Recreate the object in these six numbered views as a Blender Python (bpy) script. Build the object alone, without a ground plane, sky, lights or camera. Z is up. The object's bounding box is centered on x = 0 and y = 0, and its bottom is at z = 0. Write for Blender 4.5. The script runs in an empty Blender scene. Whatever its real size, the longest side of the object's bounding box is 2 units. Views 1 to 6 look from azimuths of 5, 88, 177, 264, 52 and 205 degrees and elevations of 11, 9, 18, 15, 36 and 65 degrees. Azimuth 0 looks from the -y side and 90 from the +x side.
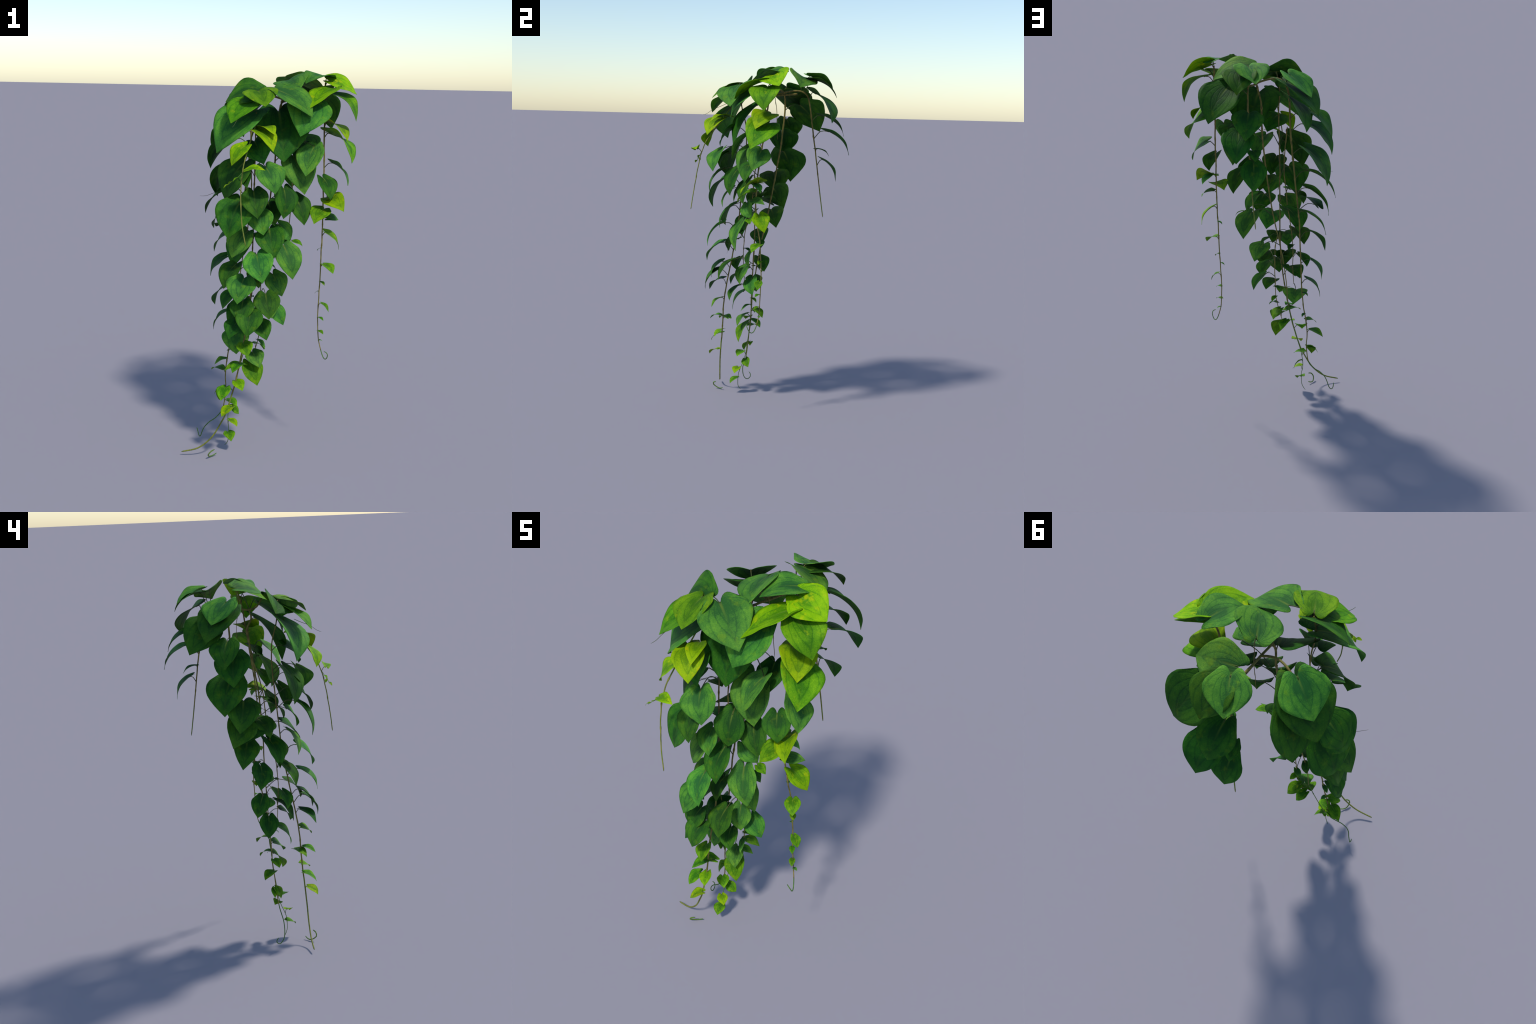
# A hanging vine: eight trailing stems that spring from one arched branch,
# each with heart-shaped leaves on thin stalks that shrink towards the tip.
import bpy, math, random
from mathutils import Vector, Matrix, noise

rng = random.Random(7)
UP = Vector((0, 0, 1))

# ----------------------------------------------------------------- stems
# spine control points (x, y, z), from the crown down to the growing tip
STEMS = {
    "A": [(.262, .02, 1.95), (.263, -.005, 1.86), (.264, -.018, 1.78), (.267, -.032, 1.672), (.27, -.051, 1.532),
          (.271, -.066, 1.393), (.273, -.074, 1.255), (.272, -.062, 1.13), (.269, -.045, 1.02), (.266, -.036, .878),
          (.263, -.037, .729), (.268, -.041, .62), (.277, -.048, .575), (.288, -.058, .538), (.299, -.07, .514),
          (.309, -.083, .508), (.318, -.097, .518), (.322, -.107, .537), (.316, -.112, .552), (.302, -.11, .558)],
    "B": [(.052, .04, 1.858), (.06, .09, 1.87), (.072, .145, 1.88), (.086, .19, 1.873), (.096, .221, 1.835),
          (.098, .241, 1.722), (.097, .262, 1.584), (.093, .282, 1.443), (.087, .303, 1.3), (.076, .326, 1.155)],
    "C": [(-.07, -.2, 1.8), (-.067, -.243, 1.749), (-.084, -.296, 1.674), (-.102, -.356, 1.594), (-.114, -.394, 1.511),
          (-.118, -.413, 1.426), (-.114, -.427, 1.34), (-.104, -.441, 1.255), (-.086, -.453, 1.17)],
    "D": [(-.07, -.17, 1.9), (-.086, -.161, 1.797), (-.078, -.131, 1.667), (-.079, -.129, 1.534), (-.081, -.139, 1.396),
          (-.08, -.151, 1.252), (-.08, -.166, 1.107), (-.079, -.19, .94), (-.091, -.221, .767), (-.113, -.245, .6),
          (-.145, -.252, .429), (-.189, -.262, .263), (-.225, -.264, .18), (-.272, -.264, .103), (-.34, -.264, .045),
          (-.428, -.265, .019)],
    "E": [(.042, -.03, 1.845), (.031, -.037, 1.8), (.02, -.013, 1.748), (.019, -.017, 1.69), (.018, -.032, 1.579),
          (.003, -.055, 1.413), (-.012, -.064, 1.279), (-.032, -.069, 1.143), (-.059, -.067, 1.008), (-.086, -.069, .87),
          (-.104, -.073, .726), (-.113, -.073, .581)],
    "Et": [(-.113, -.073, .581), (-.15, -.085, .43), (-.188, -.1, .28), (-.2, -.115, .21), (-.199, -.135, .16),
          (-.193, -.147, .117), (-.193, -.149, .077), (-.198, -.146, .041), (-.215, -.131, .016)],
    "F": [(.058, .046, 1.853), (.03, .043, 1.866), (-.005, .043, 1.876), (-.04, .057, 1.884), (-.075, .077, 1.882),
          (-.105, .095, 1.855), (-.12, .101, 1.781), (-.122, .095, 1.704), (-.13, .079, 1.547), (-.146, .056, 1.387),
          (-.163, .026, 1.218), (-.175, .006, 1.097), (-.18, -.02, .971), (-.186, -.041, .844), (-.19, -.06, .715),
          (-.2, -.073, .585), (-.219, -.075, .459), (-.222, -.085, .37), (-.219, -.091, .307), (-.233, -.102, .21),
          (-.27, -.113, .16), (-.299, -.117, .14), (-.33, -.117, .105), (-.345, -.112, .07), (-.352, -.1, .048),
          (-.362, -.084, .039), (-.371, -.067, .052), (-.376, -.068, .072), (-.377, -.077, .083)],
    "G": [(-.115, -.01, 1.62), (-.105, -.05, 1.5), (-.1, -.072, 1.4), (-.103, -.079, 1.311), (-.111, -.084, 1.235),
          (-.12, -.095, 1.158), (-.135, -.12, 1.051), (-.145, -.129, .965), (-.148, -.13, .867), (-.146, -.125, .79),
          (-.15, -.12, .7)],
    "H": [(-.06, -.067, 1.01), (-.046, -.07, .951), (-.041, -.073, .861), (-.041, -.078, .745), (-.046, -.08, .63),
          (-.066, -.078, .54), (-.08, -.085, .49), (-.09, -.095, .47)],
    "main": [(.08, .155, 1.862), (.07, .114, 1.858), (.058, .046, 1.852), (.05, .014, 1.85), (.042, -.03, 1.845),
          (.05, -.07, 1.86), (.09, -.105, 1.9)],
    "spike": [(.075, .04, 1.95), (.09, .025, 1.88), (.09, .042, 1.757), (.088, .044, 1.674), (.083, .05, 1.6)],
    "floor": [(-.244, -.246, .014), (-.262, -.258, .005), (-.276, -.276, .006), (-.28, -.302, .024), (-.266, -.302, .044),
          (-.249, -.289, .051)],
    "curl": [(-.12, -.25, 1.8), (-.139, -.282, 1.785), (-.15, -.33, 1.765), (-.16, -.365, 1.74), (-.167, -.388, 1.731)],
    "sprig": [(-.115, -.393, 1.515), (-.135, -.405, 1.492), (-.16, -.415, 1.475), (-.178, -.422, 1.46), (-.189, -.426, 1.449)],
    "whip": [(-.26, 0, 1.38), (-.3, -.03, 1.372), (-.34, -.06, 1.358), (-.37, -.079, 1.359)],
}

# radius at the start and at the end of each stem, material
STEM_LOOK = {
    "A": (.0042, .0023, "bark"), "B": (.0052, .0027, "bark"), "C": (.0031, .0027, "young"),
    "D": (.0031, .0041, "bark"), "E": (.0050, .0022, "bark"), "Et": (.0020, .0017, "shoot"),
    "F": (.0054, .0023, "bark"), "G": (.0031, .0020, "bark"), "H": (.0026, .0020, "bark"),
    "main": (.0054, .0051, "bark"), "spike": (.0021, .0012, "bark"), "floor": (.0028, .0037, "shoot"),
    "curl": (.0014, .0009, "stalk"), "sprig": (.0015, .0011, "shoot"), "whip": (.0013, .0007, "stalk"),
}
# from this fraction of its length on, a stem is young and green
THIN = ("floor", "curl", "sprig", "whip")      # tendrils
YOUNG_FROM = {"A": .90, "D": .78, "F": .86, "B": .80}

# ---------------------------------------------------------------- leaves
# one row per leaf, grouped by the stem that carries it:
# (base of the blade), (tip), width / length, (way it faces), tone, arch, fold
LEAVES = {}
LEAVES["A"] = [
    ((.283, .012, 1.962), (.426, .032, 1.895), 1.1, (.1, -.45, .9), "y", .079, .14),
    ((.302, -.04, 1.925), (.196, -.206, 1.827), .7, (-.3, -.5, .8), "y", .072, .14),
    ((.307, -.025, 1.893), (.427, -.045, 1.76), 1, (1, -.3, .6), "l", .21, .14),
    ((.276, -.002, 1.747), (.385, -.09, 1.661), .95, (.8, -.3, .6), "y", .18, .14),
    ((.294, -.009, 1.695), (.411, -.117, 1.551), .9, (1, -.2, .5), "l", .19, .14),
    ((.315, -.05, 1.545), (.396, -.102, 1.436), .95, (1, 0, .5), "g", .151, .14),
    ((.268, -.1, 1.473), (.31, -.138, 1.365), 1, (.5, -.6, .5), "d", .151, .14),
    ((.292, -.05, 1.368), (.381, -.162, 1.31), .75, (.3, -1, .5), "y", .151, .14),
    ((.278, -.087, 1.313), (.231, -.177, 1.244), .9, (-.2, -.9, .5), "l", .151, .14),
    ((.293, -.09, 1.357), (.349, -.051, 1.311), .8, (0, 0, 1), "g", .151, .14),
    ((.295, -.094, 1.265), (.354, -.027, 1.248), .6, (1, 0, .8), "g", .151, .14),
    ((.292, -.055, 1.185), (.36, -.025, 1.091), .85, (1, 0, .5), "y", .151, .14),
    ((.285, -.045, 1.015), (.337, -.095, .974), .9, (0, 0, 1), "l", .151, .14),
    ((.269, .047, 1.978), (.165, -.081, 1.944), 1, (-.1, -.3, .9), "g", .151, .14),
    ((.27, -.037, .918), (.293, -.054, .9), .9, (0, 0, 1), "l", .151, .14),
    ((.282, -.044, .802), (.318, -.055, .758), .85, (0, 0, 1), "l", .151, .14),
    ((.266, -.042, .725), (.293, -.068, .712), .7, (0, 0, 1), "l", .151, .14),
    ((.266, -.043, .652), (.295, -.074, .64), .7, (0, 0, 1), "l", .151, .14),
    ((.272, -.045, .6), (.293, -.04, .592), .8, (0, 0, 1), "g", .21, .1),
    ((.262, -.035, .865), (.243, -.03, .85), .8, (0, 0, 1), "g", .21, .1),
    ((.27, -.05, 1.1), (.248, -.045, 1.082), .8, (0, 0, 1), "g", .21, .1),
]
LEAVES["D"] = [
    ((.038, -.175, 1.905), (.212, -.228, 1.783), 1, (.43, -.4, .8), "g", .101, .15),
    ((-.081, -.171, 1.807), (-.263, -.242, 1.597), .95, (-.4, -.7, .6), "g", .151, .14),
    ((-.095, -.219, 1.854), (-.181, -.337, 1.749), 1, (-.2, -.6, .8), "l", .086, .14),
    ((-.064, -.187, 1.904), (-.014, -.333, 1.83), 1.05, (0, -.5, .85), "l", .086, .14),
    ((-.059, -.165, 1.895), (-.233, -.137, 1.845), 1.1, (-.3, -.6, .75), "d", .122, .14),
    ((-.012, -.272, 1.535), (.042, -.32, 1.406), 1.1, (.45, -.85, .35), "g", .151, .14),
    ((-.125, -.185, 1.55), (-.216, -.225, 1.358), .95, (-.5, -.8, .4), "d", .151, .14),
    ((-.07, -.265, 1.413), (-.04, -.34, 1.285), .95, (0, -1, .4), "d", .151, .14),
    ((-.138, -.249, 1.357), (-.19, -.323, 1.177), 1, (-.2, -1, .4), "d", .151, .14),
    ((-.111, -.201, 1.194), (-.178, -.243, 1.067), .95, (-.3, -.9, .4), "g", .151, .14),
    ((-.049, -.266, 1.092), (-.008, -.348, .963), 1, (0, -1, .5), "g", .151, .14),
    ((-.11, -.263, .968), (-.134, -.354, .854), 1.05, (-.1, -1, .5), "g", .151, .14),
    ((-.114, -.262, .851), (-.12, -.325, .75), 1.1, (0, -1, .4), "d", .151, .14),
    ((-.07, -.285, .806), (-.082, -.361, .687), 1, (0, -1, .4), "d", .151, .14),
    ((-.137, -.258, .742), (-.176, -.335, .666), .95, (-.3, -.8, .5), "d", .151, .14),
    ((-.109, -.259, .628), (-.079, -.32, .573), 1, (.1, -.8, .5), "l", .151, .14),
    ((-.126, -.267, .516), (-.156, -.329, .485), .8, (0, 0, 1), "l", .151, .14),
    ((-.116, -.219, .502), (-.202, -.272, .478), .65, (0, 0, 1), "l", .151, .14),
    ((-.197, -.257, .386), (-.214, -.322, .332), .9, (0, 0, 1), "l", .151, .14),
    ((-.145, -.251, .42), (-.105, -.3, .382), .9, (.2, -.6, .7), "y", .151, .14),
    ((-.165, -.28, .287), (-.208, -.33, .247), .9, (0, 0, 1), "y", .151, .14),
    ((-.076, -.2, 1.655), (-.02, -.283, 1.55), 1.15, (0, -.9, .5), "d", .151, .14),
    ((-.115, -.235, 1.505), (-.101, -.283, 1.427), .7, (-.2, -1, .3), "d", .151, .14),
]
LEAVES["E"] = [
    ((.073, .038, 1.961), (.14, -.122, 1.918), 1.1, (-.25, -.3, .9), "g", .086, .14),
    ((.2, -.1, 1.862), (.153, -.225, 1.686), 1.05, (.2, -.9, .5), "g", .151, .14),
    ((.031, -.06, 1.8), (.072, -.206, 1.555), 1.05, (.2, -1, .3), "d", .115, .14),
    ((.22, -.12, 1.633), (.185, -.213, 1.488), .85, (0, 0, 1), "g", .101, .14),
    ((.17, -.02, 1.64), (.214, -.094, 1.543), .95, (0, 0, 1), "d", .151, .14),
    ((.11, -.08, 1.58), (.179, -.153, 1.389), .85, (.3, -.8, .4), "g", .151, .14),
    ((.074, -.18, 1.42), (.078, -.219, 1.271), .9, (.5, -.8, .3), "d", .151, .14),
    ((.13, -.115, 1.371), (.18, -.141, 1.23), .8, (.5, -.8, .3), "d", .151, .14),
    ((-.045, -.208, 1.301), (-.016, -.262, 1.192), 1.1, (0, -1, .4), "g", .151, .14),
    ((.006, -.19, 1.214), (.04, -.277, 1.078), .95, (0, -1, .5), "d", .151, .14),
    ((.052, -.12, 1.225), (.109, -.091, 1.138), .9, (.6, -.7, .4), "g", .151, .14),
    ((.125, -.105, 1.14), (.174, -.102, 1.116), .9, (.3, -.3, .9), "l", .151, .14),
    ((.078, -.144, 1.121), (.132, -.183, .954), .8, (.4, -.9, .4), "g", .151, .14),
    ((.02, -.07, .955), (.074, -.101, .844), .95, (.2, -1, .3), "g", .151, .14),
    ((-.005, -.04, 1), (.04, -.03, .96), .9, (.3, 0, 1), "d", .151, .14),
    ((-.01, -.11, 1.34), (.033, -.197, 1.231), 1, (.1, -.9, .4), "d", .151, .14),
    ((-.09, -.07, .83), (-.115, -.03, .8), .75, (0, 0, 1), "d", .21, .1),
]
LEAVES["B"] = [
    ((.091, .224, 1.964), (.061, .363, 1.892), 1.15, (-.1, .4, .9), "g", .065, .2),
    ((.119, .234, 1.942), (.155, .376, 1.844), 1, (.1, .5, .8), "d", .151, .14),
    ((.085, .18, 1.962), (.27, .158, 1.893), .9, (.3, .4, .85), "g", .101, .14),
    ((.195, .246, 1.865), (.299, .34, 1.704), 1.05, (.3, .85, .6), "d", .151, .14),
    ((.097, .3, 1.742), (.12, .428, 1.629), .95, (0, .8, .6), "d", .151, .14),
    ((.149, .327, 1.655), (.168, .455, 1.523), .9, (0, .8, .6), "d", .151, .14),
    ((.076, .277, 1.551), (.07, .352, 1.511), .85, (0, .3, .9), "d", .151, .14),
    ((.078, .312, 1.491), (.083, .393, 1.365), .9, (0, .8, .5), "d", .151, .14),
]
LEAVES["F"] = [
    ((-.12, .106, 1.91), (-.225, .198, 1.8), 1.2, (-.35, .3, .9), "g", .05, .14),
    ((-.105, .095, 1.87), (-.256, .233, 1.71), .95, (-.5, .3, .8), "d", .108, .14),
    ((-.11, .19, 1.8), (-.189, .318, 1.647), 1.05, (-.85, .35, .4), "d", .108, .14),
    ((-.24, .12, 1.715), (-.334, .145, 1.58), 1, (-1, .45, .5), "d", .151, .14),
    ((-.232, .088, 1.643), (-.342, .103, 1.488), 1.02, (-1, .3, .5), "d", .151, .14),
    ((-.21, .105, 1.52), (-.31, .156, 1.331), 1.05, (-1, .45, .4), "d", .151, .14),
    ((-.22, .048, 1.392), (-.364, .084, 1.247), .9, (-1, -.05, .5), "d", .151, .14),
    ((-.217, .045, 1.297), (-.325, .12, 1.162), .9, (-1, -.1, .5), "d", .151, .14),
    ((-.19, .035, 1.168), (-.316, .074, 1.041), .8, (-1, -.05, .5), "d", .151, .14),
    ((-.233, -.029, 1.035), (-.32, -.016, .922), .85, (-1, -.3, .5), "d", .151, .14),
    ((-.249, -.03, .862), (-.296, .005, .76), .9, (-1, .2, .4), "d", .151, .14),
    ((-.226, -.063, .742), (-.294, -.051, .636), .85, (-1, 0, .5), "d", .151, .14),
    ((-.222, -.085, .488), (-.279, -.106, .456), .9, (0, 0, 1), "l", .151, .14),
    ((-.24, -.079, .427), (-.307, -.02, .4), .7, (0, 0, 1), "l", .151, .14),
    ((-.23, -.085, .321), (-.25, -.112, .26), 1, (0, 0, 1), "l", .151, .14),
    ((-.231, -.08, .322), (-.283, -.075, .28), .6, (0, 0, 1), "l", .151, .14),
    ((-.27, .045, 1.2), (-.175, -.07, 1.215), .8, (-.5, .2, .8), "d", .151, .14),
    ((-.195, -.066, .66), (-.225, -.04, .645), .6, (0, 0, 1), "g", .21, .1),
    ((-.21, -.074, .53), (-.19, -.05, .515), .6, (0, 0, 1), "g", .21, .1),
]
LEAVES["G"] = [
    ((-.165, -.16, 1.02), (-.221, -.222, .9), .85, (-.5, -.8, .4), "d", .151, .14),
    ((-.18, -.15, .87), (-.232, -.17, .78), .9, (-.6, -.6, .4), "d", .151, .14),
    ((-.06, -.16, 1), (-.037, -.233, .913), .9, (0, -1, .4), "d", .151, .14),
    ((-.163, -.122, .659), (-.153, -.191, .545), 1.1, (0, -1, .3), "g", .151, .14),
    ((-.12, -.12, .8), (-.195, -.205, .697), .8, (-.3, -.8, .5), "d", .151, .14),
    ((-.115, -.085, 1.155), (-.183, -.14, 1), .95, (-.5, -.6, .4), "d", .15, .14),
    ((-.125, -.03, 1.275), (-.205, -.09, 1.175), .95, (-.6, -.4, .5), "d", .15, .14),
    ((-.147, -.125, .93), (-.12, -.09, .905), .75, (0, 0, 1), "d", .21, .1),
]
LEAVES["H"] = [
    ((-.005, -.2, .875), (.022, -.278, .761), 1, (.1, -1, .4), "d", .151, .14),
    ((-.01, -.113, .841), (.028, -.153, .736), 1, (.5, -.8, .4), "g", .151, .14),
    ((.017, -.078, .778), (.083, -.076, .682), .9, (.6, -.6, .4), "g", .151, .14),
    ((-.041, -.156, .717), (.007, -.213, .634), .95, (.2, -.8, .5), "d", .151, .14),
    ((-.068, -.061, .571), (-.022, -.01, .523), .8, (0, 0, 1), "l", .151, .14),
    ((-.101, -.069, .496), (-.066, -.021, .452), .8, (0, 0, 1), "l", .151, .14),
    ((-.078, -.103, .536), (-.031, -.162, .468), 1, (.2, -.8, .5), "g", .151, .14),
    ((-.094, -.098, .478), (-.043, -.152, .365), .85, (.3, -.9, .4), "l", .151, .14),
    ((-.05, -.085, .6), (-.007, -.142, .565), .35, (0, 0, 1), "g", .151, .14),
    ((-.04, -.08, .7), (-.075, -.05, .672), .6, (0, 0, 1), "g", .21, .1),
    ((-.045, -.08, .64), (-.02, -.05, .615), .7, (0, 0, 1), "l", .21, .1),
]
LEAVES["Et"] = [
    ((-.205, -.122, .27), (-.149, -.158, .246), .9, (0, 0, 1), "l", .151, .14),
    ((-.188, -.106, .222), (-.146, -.087, .178), .9, (.6, -.4, .6), "l", .151, .14),
    ((-.19, -.15, .168), (-.144, -.173, .138), .95, (0, 0, 1), "y", .151, .14),
    ((-.196, -.15, .099), (-.172, -.2, .065), 1, (.2, -.6, .7), "l", .151, .14),
]
LEAVES["C"] = [
    ((-.044, -.233, 1.726), (.037, -.341, 1.695), .6, (0, 0, 1), "y", .151, .14),
    ((-.062, -.275, 1.715), (.032, -.359, 1.617), .85, (0, 0, 1), "y", .151, .14),
    ((-.091, -.425, 1.532), (0, -.422, 1.532), .6, (0, -.4, 1), "y", .151, .14),
    ((-.106, -.334, 1.641), (-.171, -.357, 1.544), .9, (-.4, -.7, .6), "y", .151, .14),
]
LEAVES["sprig"] = [
    ((-.135, -.405, 1.492), (-.155, -.417, 1.474), .6, (0, 0, 1), "y", .151, .14),
    ((-.16, -.415, 1.475), (-.18, -.403, 1.457), .6, (0, 0, 1), "y", .151, .14),
    ((-.178, -.422, 1.46), (-.198, -.434, 1.442), .6, (0, 0, 1), "y", .151, .14),
]


# ------------------------------------------------------------- materials
def new_material(name):
    m = bpy.data.materials.new(name)
    m.use_nodes = True
    nt = m.node_tree
    for n in list(nt.nodes):
        nt.nodes.remove(n)
    out = nt.nodes.new("ShaderNodeOutputMaterial")
    bsdf = nt.nodes.new("ShaderNodeBsdfPrincipled")
    nt.links.new(bsdf.outputs[0], out.inputs[0])
    return m, nt, bsdf


class G:
    """small helper for wiring nodes"""
    def __init__(self, nt):
        self.nt = nt

    def node(self, kind, **kw):
        n = self.nt.nodes.new(kind)
        for k, v in kw.items():
            setattr(n, k, v)
        return n

    def put(self, sock, v):
        if hasattr(v, "is_linked"):
            self.nt.links.new(v, sock)
        else:
            sock.default_value = v

    def math(self, op, a, b=0.0, clamp=False):
        n = self.node("ShaderNodeMath", operation=op, use_clamp=clamp)
        self.put(n.inputs[0], a)
        self.put(n.inputs[1], b)
        return n.outputs[0]

    def ramp(self, v, lo, hi, a=0.0, b=1.0):
        n = self.node("ShaderNodeMapRange", clamp=True, interpolation_type="SMOOTHSTEP")
        for i, x in enumerate((v, lo, hi, a, b)):
            self.put(n.inputs[i], x)
        return n.outputs[0]

    def mix(self, f, a, b, mode="MIX"):
        n = self.node("ShaderNodeMix", data_type="RGBA", blend_type=mode)
        self.put(n.inputs[0], f)
        self.put(n.inputs[6], a)
        self.put(n.inputs[7], b)
        return n.outputs[2]

    def noise(self, vec, scale, detail=3.0, rough=.55):
        n = self.node("ShaderNodeTexNoise")
        self.put(n.inputs["Vector"], vec)
        n.inputs["Scale"].default_value = scale
        n.inputs["Detail"].default_value = detail
        n.inputs["Roughness"].default_value = rough
        return n.outputs["Fac"]


def rgb(r, g, b):
    return (r, g, b, 1.0)


def leaf_material(name, deep, mid, pale, spot, spots):
    """blade in leaf coordinates: x runs along the midrib (0 base, 1 tip), y across"""
    m, nt, bsdf = new_material(name)
    g = G(nt)
    tc = g.node("ShaderNodeTexCoord")
    info = g.node("ShaderNodeObjectInfo")
    sep = g.node("ShaderNodeSeparateXYZ")
    nt.links.new(tc.outputs["Object"], sep.inputs[0])
    rnd = info.outputs["Random"]
    shift = g.node("ShaderNodeVectorMath", operation="ADD")
    comb = g.node("ShaderNodeCombineXYZ")
    g.put(comb.inputs[2], g.math("MULTIPLY", rnd, 37.0))
    nt.links.new(tc.outputs["Object"], shift.inputs[0])
    nt.links.new(comb.outputs[0], shift.inputs[1])
    P = shift.outputs[0]
    x = sep.outputs[0]
    ay = g.math("ABSOLUTE", sep.outputs[1])
    # side veins fan out from the stalk and bend towards the tip
    fan = g.math("ARCTAN2", ay, g.math("ADD", x, .14))
    wob = g.math("MULTIPLY", g.math("SUBTRACT", g.noise(P, 5.0, 3.0), .5), .30)
    s = g.math("ADD", g.math("ADD", g.math("MULTIPLY", fan, 4.2), g.math("MULTIPLY", x, 3.2)), wob)
    saw = g.math("ABSOLUTE", g.math("SUBTRACT", g.math("FRACT", s), .5))
    side = g.ramp(saw, .0, .22, 1.0, 0.0)          # 1 on a side vein
    line = g.ramp(saw, .0, .055, 1.0, 0.0)         # its thin dark groove
    rib = g.ramp(ay, .006, .035, 1.0, 0.0)         # 1 on the midrib
    net = g.node("ShaderNodeTexVoronoi", feature="DISTANCE_TO_EDGE")
    nt.links.new(P, net.inputs["Vector"])
    net.inputs["Scale"].default_value = 34.0
    cell = g.ramp(net.outputs["Distance"], .0, .30)
    big = g.ramp(g.noise(P, 2.6, 3.0), .36, .64)
    fine = g.noise(P, 34.0, 4.0, .65)
    # deep green heart around the stalk, paler rim
    heart = g.ramp(g.math("ADD", ay, g.math("MULTIPLY", g.math("ABSOLUTE", g.math("SUBTRACT", x, .18)), .45)), .04, .44)
    light = g.math("ADD", g.math("MULTIPLY", heart, .50), g.math("MULTIPLY", cell, .12))
    light = g.math("ADD", light, g.math("MULTIPLY", g.math("SUBTRACT", fine, .5), .8))
    light = g.math("ADD", light, g.math("MULTIPLY", g.math("SUBTRACT", big, .5), .35))
    light = g.math("SUBTRACT", light, g.math("ADD", g.math("MULTIPLY", side, .16), g.math("MULTIPLY", line, .16)), clamp=True)
    c = g.mix(g.ramp(light, .0, .5), deep, mid)
    c = g.mix(g.ramp(light, .4, .95), c, pale)
    # darker mottling and yellowed blotches
    dark = g.ramp(g.noise(P, 4.6, 5.0, .7), .54, .70, 0.0, .55)
    c = g.mix(dark, c, deep)
    blot = g.math("MULTIPLY", g.ramp(g.noise(P, 3.3, 4.0, .65), .56, .70), spots)
    c = g.mix(blot, c, spot)
    near = g.math("MULTIPLY", rib, g.ramp(x, -.02, .40, .55, .06))
    c = g.mix(near, c, rgb(.16, .24, .03))
    # every leaf a little lighter or darker, yellower or bluer
    hsv = g.node("ShaderNodeHueSaturation")
    g.put(hsv.inputs["Hue"], g.math("ADD", .488, g.math("MULTIPLY", rnd, .024)))
    g.put(hsv.inputs["Value"], g.math("ADD", .88, g.math("MULTIPLY", g.math("FRACT", g.math("MULTIPLY", rnd, 7.3)), .26)))
    g.put(hsv.inputs["Color"], c)
    g.put(bsdf.inputs["Base Color"], hsv.outputs[0])
    bsdf.inputs["Roughness"].default_value = .65
    bsdf.inputs["Specular IOR Level"].default_value = .10
    h = g.math("SUBTRACT", g.math("MULTIPLY", cell, .25), g.math("ADD", g.math("MULTIPLY", side, .8), g.math("MULTIPLY", rib, .8)))
    bump = g.node("ShaderNodeBump")
    bump.inputs["Strength"].default_value = .22
    bump.inputs["Distance"].default_value = .004
    g.put(bump.inputs["Height"], h)
    nt.links.new(bump.outputs[0], bsdf.inputs["Normal"])
    return m


def stem_material(name, dark, light, patch):
    m, nt, bsdf = new_material(name)
    g = G(nt)
    tc = g.node("ShaderNodeTexCoord")
    mp = g.node("ShaderNodeMapping")
    mp.inputs["Scale"].default_value = (1, 1, .25)
    nt.links.new(tc.outputs["Object"], mp.inputs[0])
    f = g.noise(mp.outputs[0], 130.0, 4.0)
    b = g.noise(tc.outputs["Object"], 9.0, 2.0)
    c = g.mix(g.ramp(f, .35, .65), dark, light)
    c = g.mix(g.ramp(b, .5, .66), c, patch)
    g.put(bsdf.inputs["Base Color"], c)
    bsdf.inputs["Roughness"].default_value = .7
    bump = g.node("ShaderNodeBump")
    bump.inputs["Strength"].default_value = .4
    bump.inputs["Distance"].default_value = .001
    g.put(bump.inputs["Height"], f)
    nt.links.new(bump.outputs[0], bsdf.inputs["Normal"])
    return m


TONE = {
    "d": leaf_material("leaf_deep_green", rgb(.011, .058, .008), rgb(.025, .108, .008), rgb(.055, .17, .010), rgb(.11, .19, .004), .35),  # green darkened and yellowed to carry the shade on inner and rear leaves
    "g": leaf_material("leaf_green", rgb(.024, .105, .020), rgb(.062, .205, .023), rgb(.13, .32, .028), rgb(.18, .32, .008), .35),
    "l": leaf_material("leaf_lime", rgb(.032, .130, .003), rgb(.085, .235, .004), rgb(.17, .35, .006), rgb(.25, .34, .003), .6),
    "y": leaf_material("leaf_yellow_green", rgb(.075, .20, .002), rgb(.18, .345, .001), rgb(.27, .43, .002), rgb(.34, .40, .002), .8),
}
STEM_MAT = {
    "bark": stem_material("stem_bark", rgb(.090, .074, .011), rgb(.23, .185, .028), rgb(.17, .150, .022)),
    "young": stem_material("stem_young", rgb(.10, .125, .010), rgb(.21, .215, .022), rgb(.14, .20, .014)),
    "shoot": stem_material("stem_shoot", rgb(.035, .105, .006), rgb(.075, .18, .010), rgb(.10, .18, .010)),
    "stalk": stem_material("leaf_stalk", rgb(.028, .055, .010), rgb(.065, .090, .016), rgb(.09, .075, .018)),
}

# -------------------------------------------------------------- geometry
def catmull(points, step=.012):
    """smooth curve through the control points, evenly sampled"""
    p = [Vector(q) for q in points]
    p = [p[0] * 2 - p[1]] + p + [p[-1] * 2 - p[-2]]
    out = []
    for a, b, c, d in zip(p, p[1:], p[2:], p[3:]):
        n = max(2, int((c - b).length / step))
        for i in range(n):
            t = i / n
            out.append(.5 * ((2 * b) + (c - a) * t + (2 * a - 5 * b + 4 * c - d) * t * t + (3 * b - a - 3 * c + d) * t ** 3))
    out.append(p[-2].copy())
    return out


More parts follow.
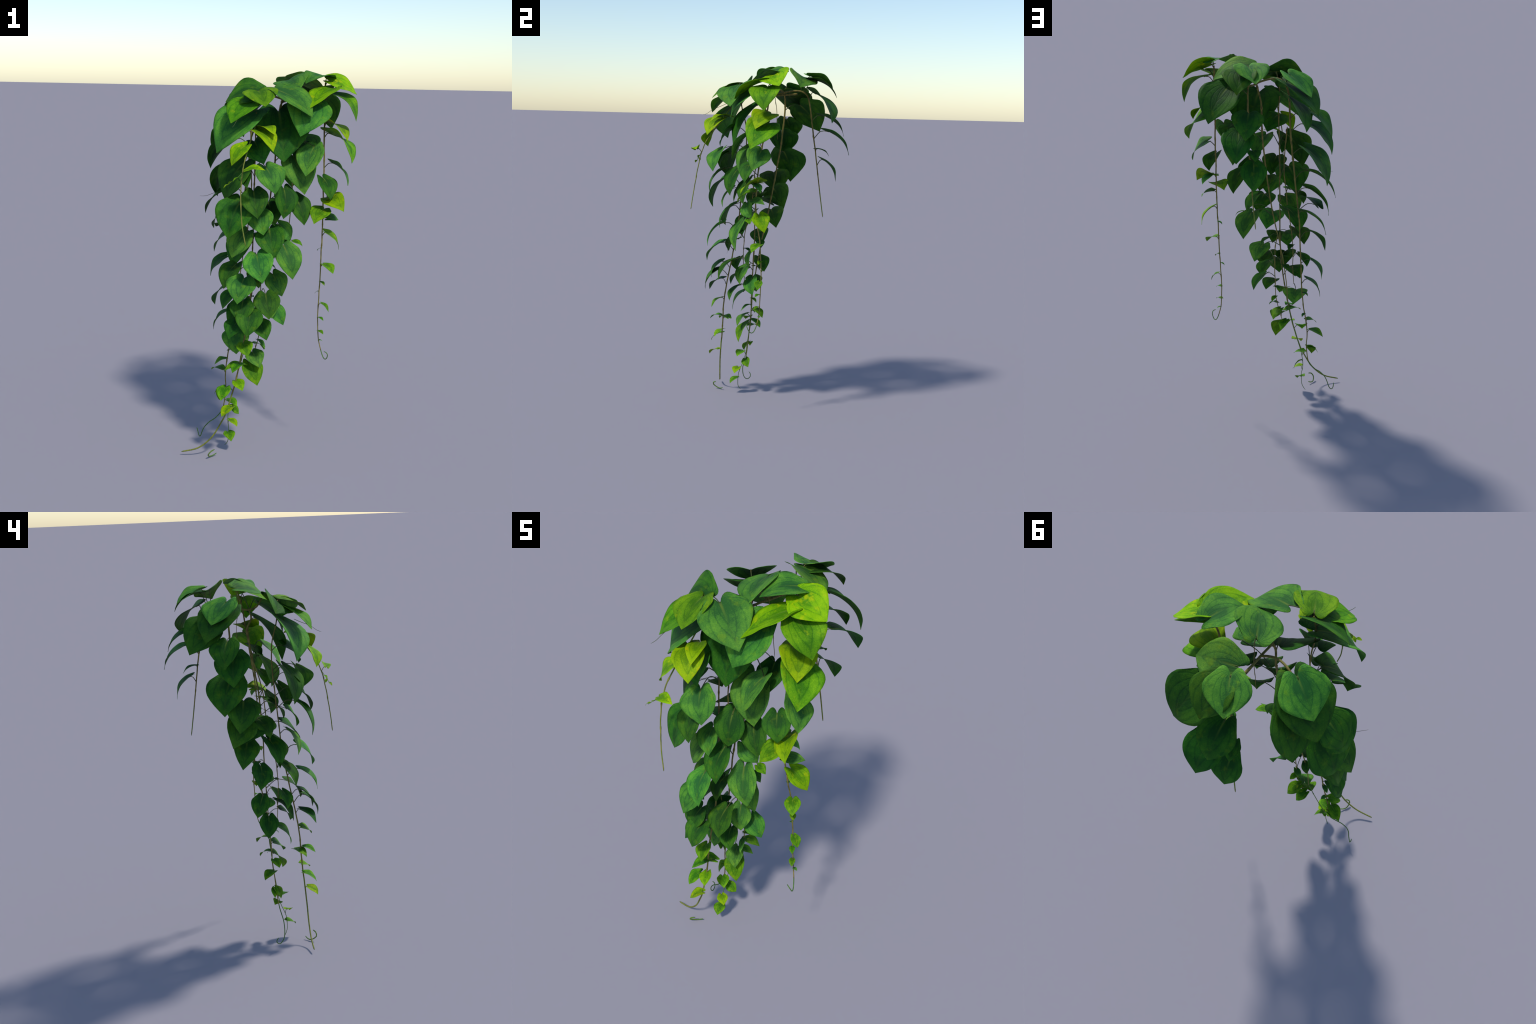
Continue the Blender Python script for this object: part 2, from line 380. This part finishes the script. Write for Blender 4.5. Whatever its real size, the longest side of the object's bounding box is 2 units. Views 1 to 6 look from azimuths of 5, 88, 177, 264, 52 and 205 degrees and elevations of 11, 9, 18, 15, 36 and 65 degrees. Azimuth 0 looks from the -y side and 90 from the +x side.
def tube(path, radii, sides=8, knots=()):
    """verts and faces of a tube of varying radius, ends closed"""
    verts, faces = [], []
    t0 = (path[1] - path[0]).normalized()
    u = t0.orthogonal().normalized()
    for i, p in enumerate(path):
        t = (path[min(i + 1, len(path) - 1)] - path[max(i - 1, 0)]).normalized()
        u = (u - t * u.dot(t)).normalized()
        v = t.cross(u)
        for k in range(sides):
            a = 2 * math.pi * k / sides
            verts.append(p + (u * math.cos(a) + v * math.sin(a)) * radii[i])
    n = len(path)
    for i in range(n - 1):
        for k in range(sides):
            a, b = i * sides + k, i * sides + (k + 1) % sides
            faces.append((a, b, b + sides, a + sides))
    verts += [path[0], path[-1]]
    for k in range(sides):
        faces.append((n * sides, (k + 1) % sides, k))
        faces.append((n * sides + 1, (n - 1) * sides + k, (n - 1) * sides + (k + 1) % sides))
    return verts, faces


def mesh_object(name, verts, faces, material, parent, matrix=None):
    me = bpy.data.meshes.new(name)
    me.from_pydata([tuple(v) for v in verts], [], faces)
    me.polygons.foreach_set("use_smooth", [True] * len(me.polygons))
    me.materials.append(material)
    me.update()
    ob = bpy.data.objects.new(name, me)
    bpy.context.collection.objects.link(ob)
    ob.parent = parent
    if matrix is not None:
        ob.matrix_basis = matrix
    return ob


# half width of the blade along the midrib, 1 at its widest
PROFILE = [(0, .66), (.07, .81), (.17, .94), (.29, 1.0), (.41, .985), (.54, .88), (.67, .70), (.79, .48), (.90, .23), (1, 0)]


def half_width(t):
    for (a, fa), (b, fb) in zip(PROFILE, PROFILE[1:]):
        if t <= b:
            return fa + (fb - fa) * (t - a) / (b - a)
    return 0.0


def blade(width, arch, fold, seed, rows=18, cols=7, thick=.006):
    """heart-shaped blade of unit length: base notch at the origin, tip at (1, 0, 0)"""
    verts, faces = [], []
    m = 2 * cols + 1
    off = Vector((seed * 3.1, seed * 1.7, 0))
    twist = noise.noise(off) * .26
    for i in range(rows + 1):
        t = i / rows
        for j in range(-cols, cols + 1):
            v = j / cols
            hw = half_width(t) * width * .5
            back = -.20 * math.sin(math.pi * min(1, abs(v) * 1.02)) ** .75 * (1 - t) ** 3
            x = t + back
            y = v * hw * (1 + .05 * noise.noise(Vector((t * 3, 5 + (1 if v > 0 else -1), seed))))
            ridge = arch * (4 * t * (1 - t)) ** .95
            z = ridge + back * 3.2 * arch                           # lobes follow the slope at the stalk
            z += fold * (math.hypot(y, .03) - .03) * (1 - .5 * t) * 1.7               # halves rise from the midrib
            z -= .05 * abs(y) ** 2 / max(width, .2) * 1.5           # and roll over at the rim
            z += .014 * noise.noise(Vector((x * 3.2, y * 3.2, 0)) + off)
            z += twist * y * t
            z += .012 * abs(v) ** 3 * math.sin(9 * t + seed * 5)    # wavy rim
            # quilting between the side veins
            s = 4.2 * math.atan2(abs(y), max(x + .14, .001)) + 3.2 * x
            z -= .0035 * math.cos(2 * math.pi * s) * min(1, abs(v) * 3) * (1 - abs(v) ** 4)
            verts.append(Vector((x, y, z)))
    n = len(verts)
    for i in range(rows):
        for j in range(m - 1):
            a = i * m + j
            faces.append((a, a + m, a + m + 1, a + 1))
    verts += [q - Vector((0, 0, thick)) for q in verts]
    faces += [tuple(n + k for k in reversed(f)) for f in faces]
    rim = [i * m for i in range(rows + 1)] + [rows * m + j for j in range(1, m)]
    rim += [i * m + m - 1 for i in range(rows - 1, -1, -1)] + [j for j in range(m - 2, 0, -1)]
    for a, b in zip(rim, rim[1:] + rim[:1]):
        faces.append((b, a, n + a, n + b))
    return verts, faces


plant = bpy.data.objects.new("hanging_vine", None)
bpy.context.collection.objects.link(plant)
plant["label"] = "hanging vine with trailing stems of green heart-shaped leaves"
plant["category"] = "climbing plant"

paths = {}
for key, pts in STEMS.items():
    path = catmull(pts)
    paths[key] = path
    r0, r1, look = STEM_LOOK[key]
    n = len(path) - 1
    length = sum((b - a).length for a, b in zip(path, path[1:]))
    radii, run = [], 0.0
    for i, p in enumerate(path):
        f = i / n
        r = r0 + (r1 - r0) * f
        if key not in THIN:
            knot = abs((p.z * 9.1 + len(key) * .3 + ord(key[0]) * .37) % 1.0 - .5)   # swollen nodes
            r *= 1 + .5 * max(0, 1 - knot / .06) * (f < .8)
            p += Vector((noise.noise(p * 17), noise.noise(p * 17 + Vector((9, 0, 0))), 0)) * (.0022 if f < .8 else .0007)
        radii.append(r)
    radii[0] *= .8
    radii[-1] *= .55
    cut = int(n * YOUNG_FROM.get(key, 1))
    name = "tendril" if key in THIN else "stem"
    v, f = tube(path[:cut + 1], radii[:cut + 1])
    mesh_object(name, v, f, STEM_MAT[look], plant)
    if cut < n:
        v, f = tube(path[cut:], radii[cut:])
        mesh_object("shoot", v, f, STEM_MAT["shoot" if key in "AF" else "young"], plant)


def nearest(path, p):
    return min(path, key=lambda q: (q - p).length)


count = 0
for key, rows in LEAVES.items():
    for base, tip, width, face, tone, arch, fold in rows:
        b, t = Vector(base), Vector(tip)
        x = (t - b)
        size = x.length
        x.normalize()
        z = Vector(face).normalized()
        z = (z - x * z.dot(x)).normalized()
        y = z.cross(x)
        mat = Matrix((x, y, z)).transposed().to_4x4()
        mat = Matrix.Translation(b) @ mat @ Matrix.Scale(size, 4)
        v, f = blade(width, arch, fold, count * 1.37 + .5)
        leaf = mesh_object("leaf", v, f, TONE[tone], plant, mat)
        # stalk from the stem to the notch of the blade, in the leaf's own frame
        root = nearest(paths[key], b - UP * min(.03, size * .18))
        reach = (b - root).length
        mid = (root + b) / 2 + UP * reach * .22
        inv = mat.inverted()
        inside = b + x * size * .05 + z * size * arch * .15
        line = catmull([inv @ q for q in (root, mid, b, inside)], step=.10)
        r = min(.0023, .0011 + size * .007) / size
        v, f = tube(line, [r * (1.15 - .4 * i / len(line)) for i in range(len(line))], sides=6)
        mesh_object("leaf_stalk", v, f, STEM_MAT["stalk"], leaf)
        count += 1
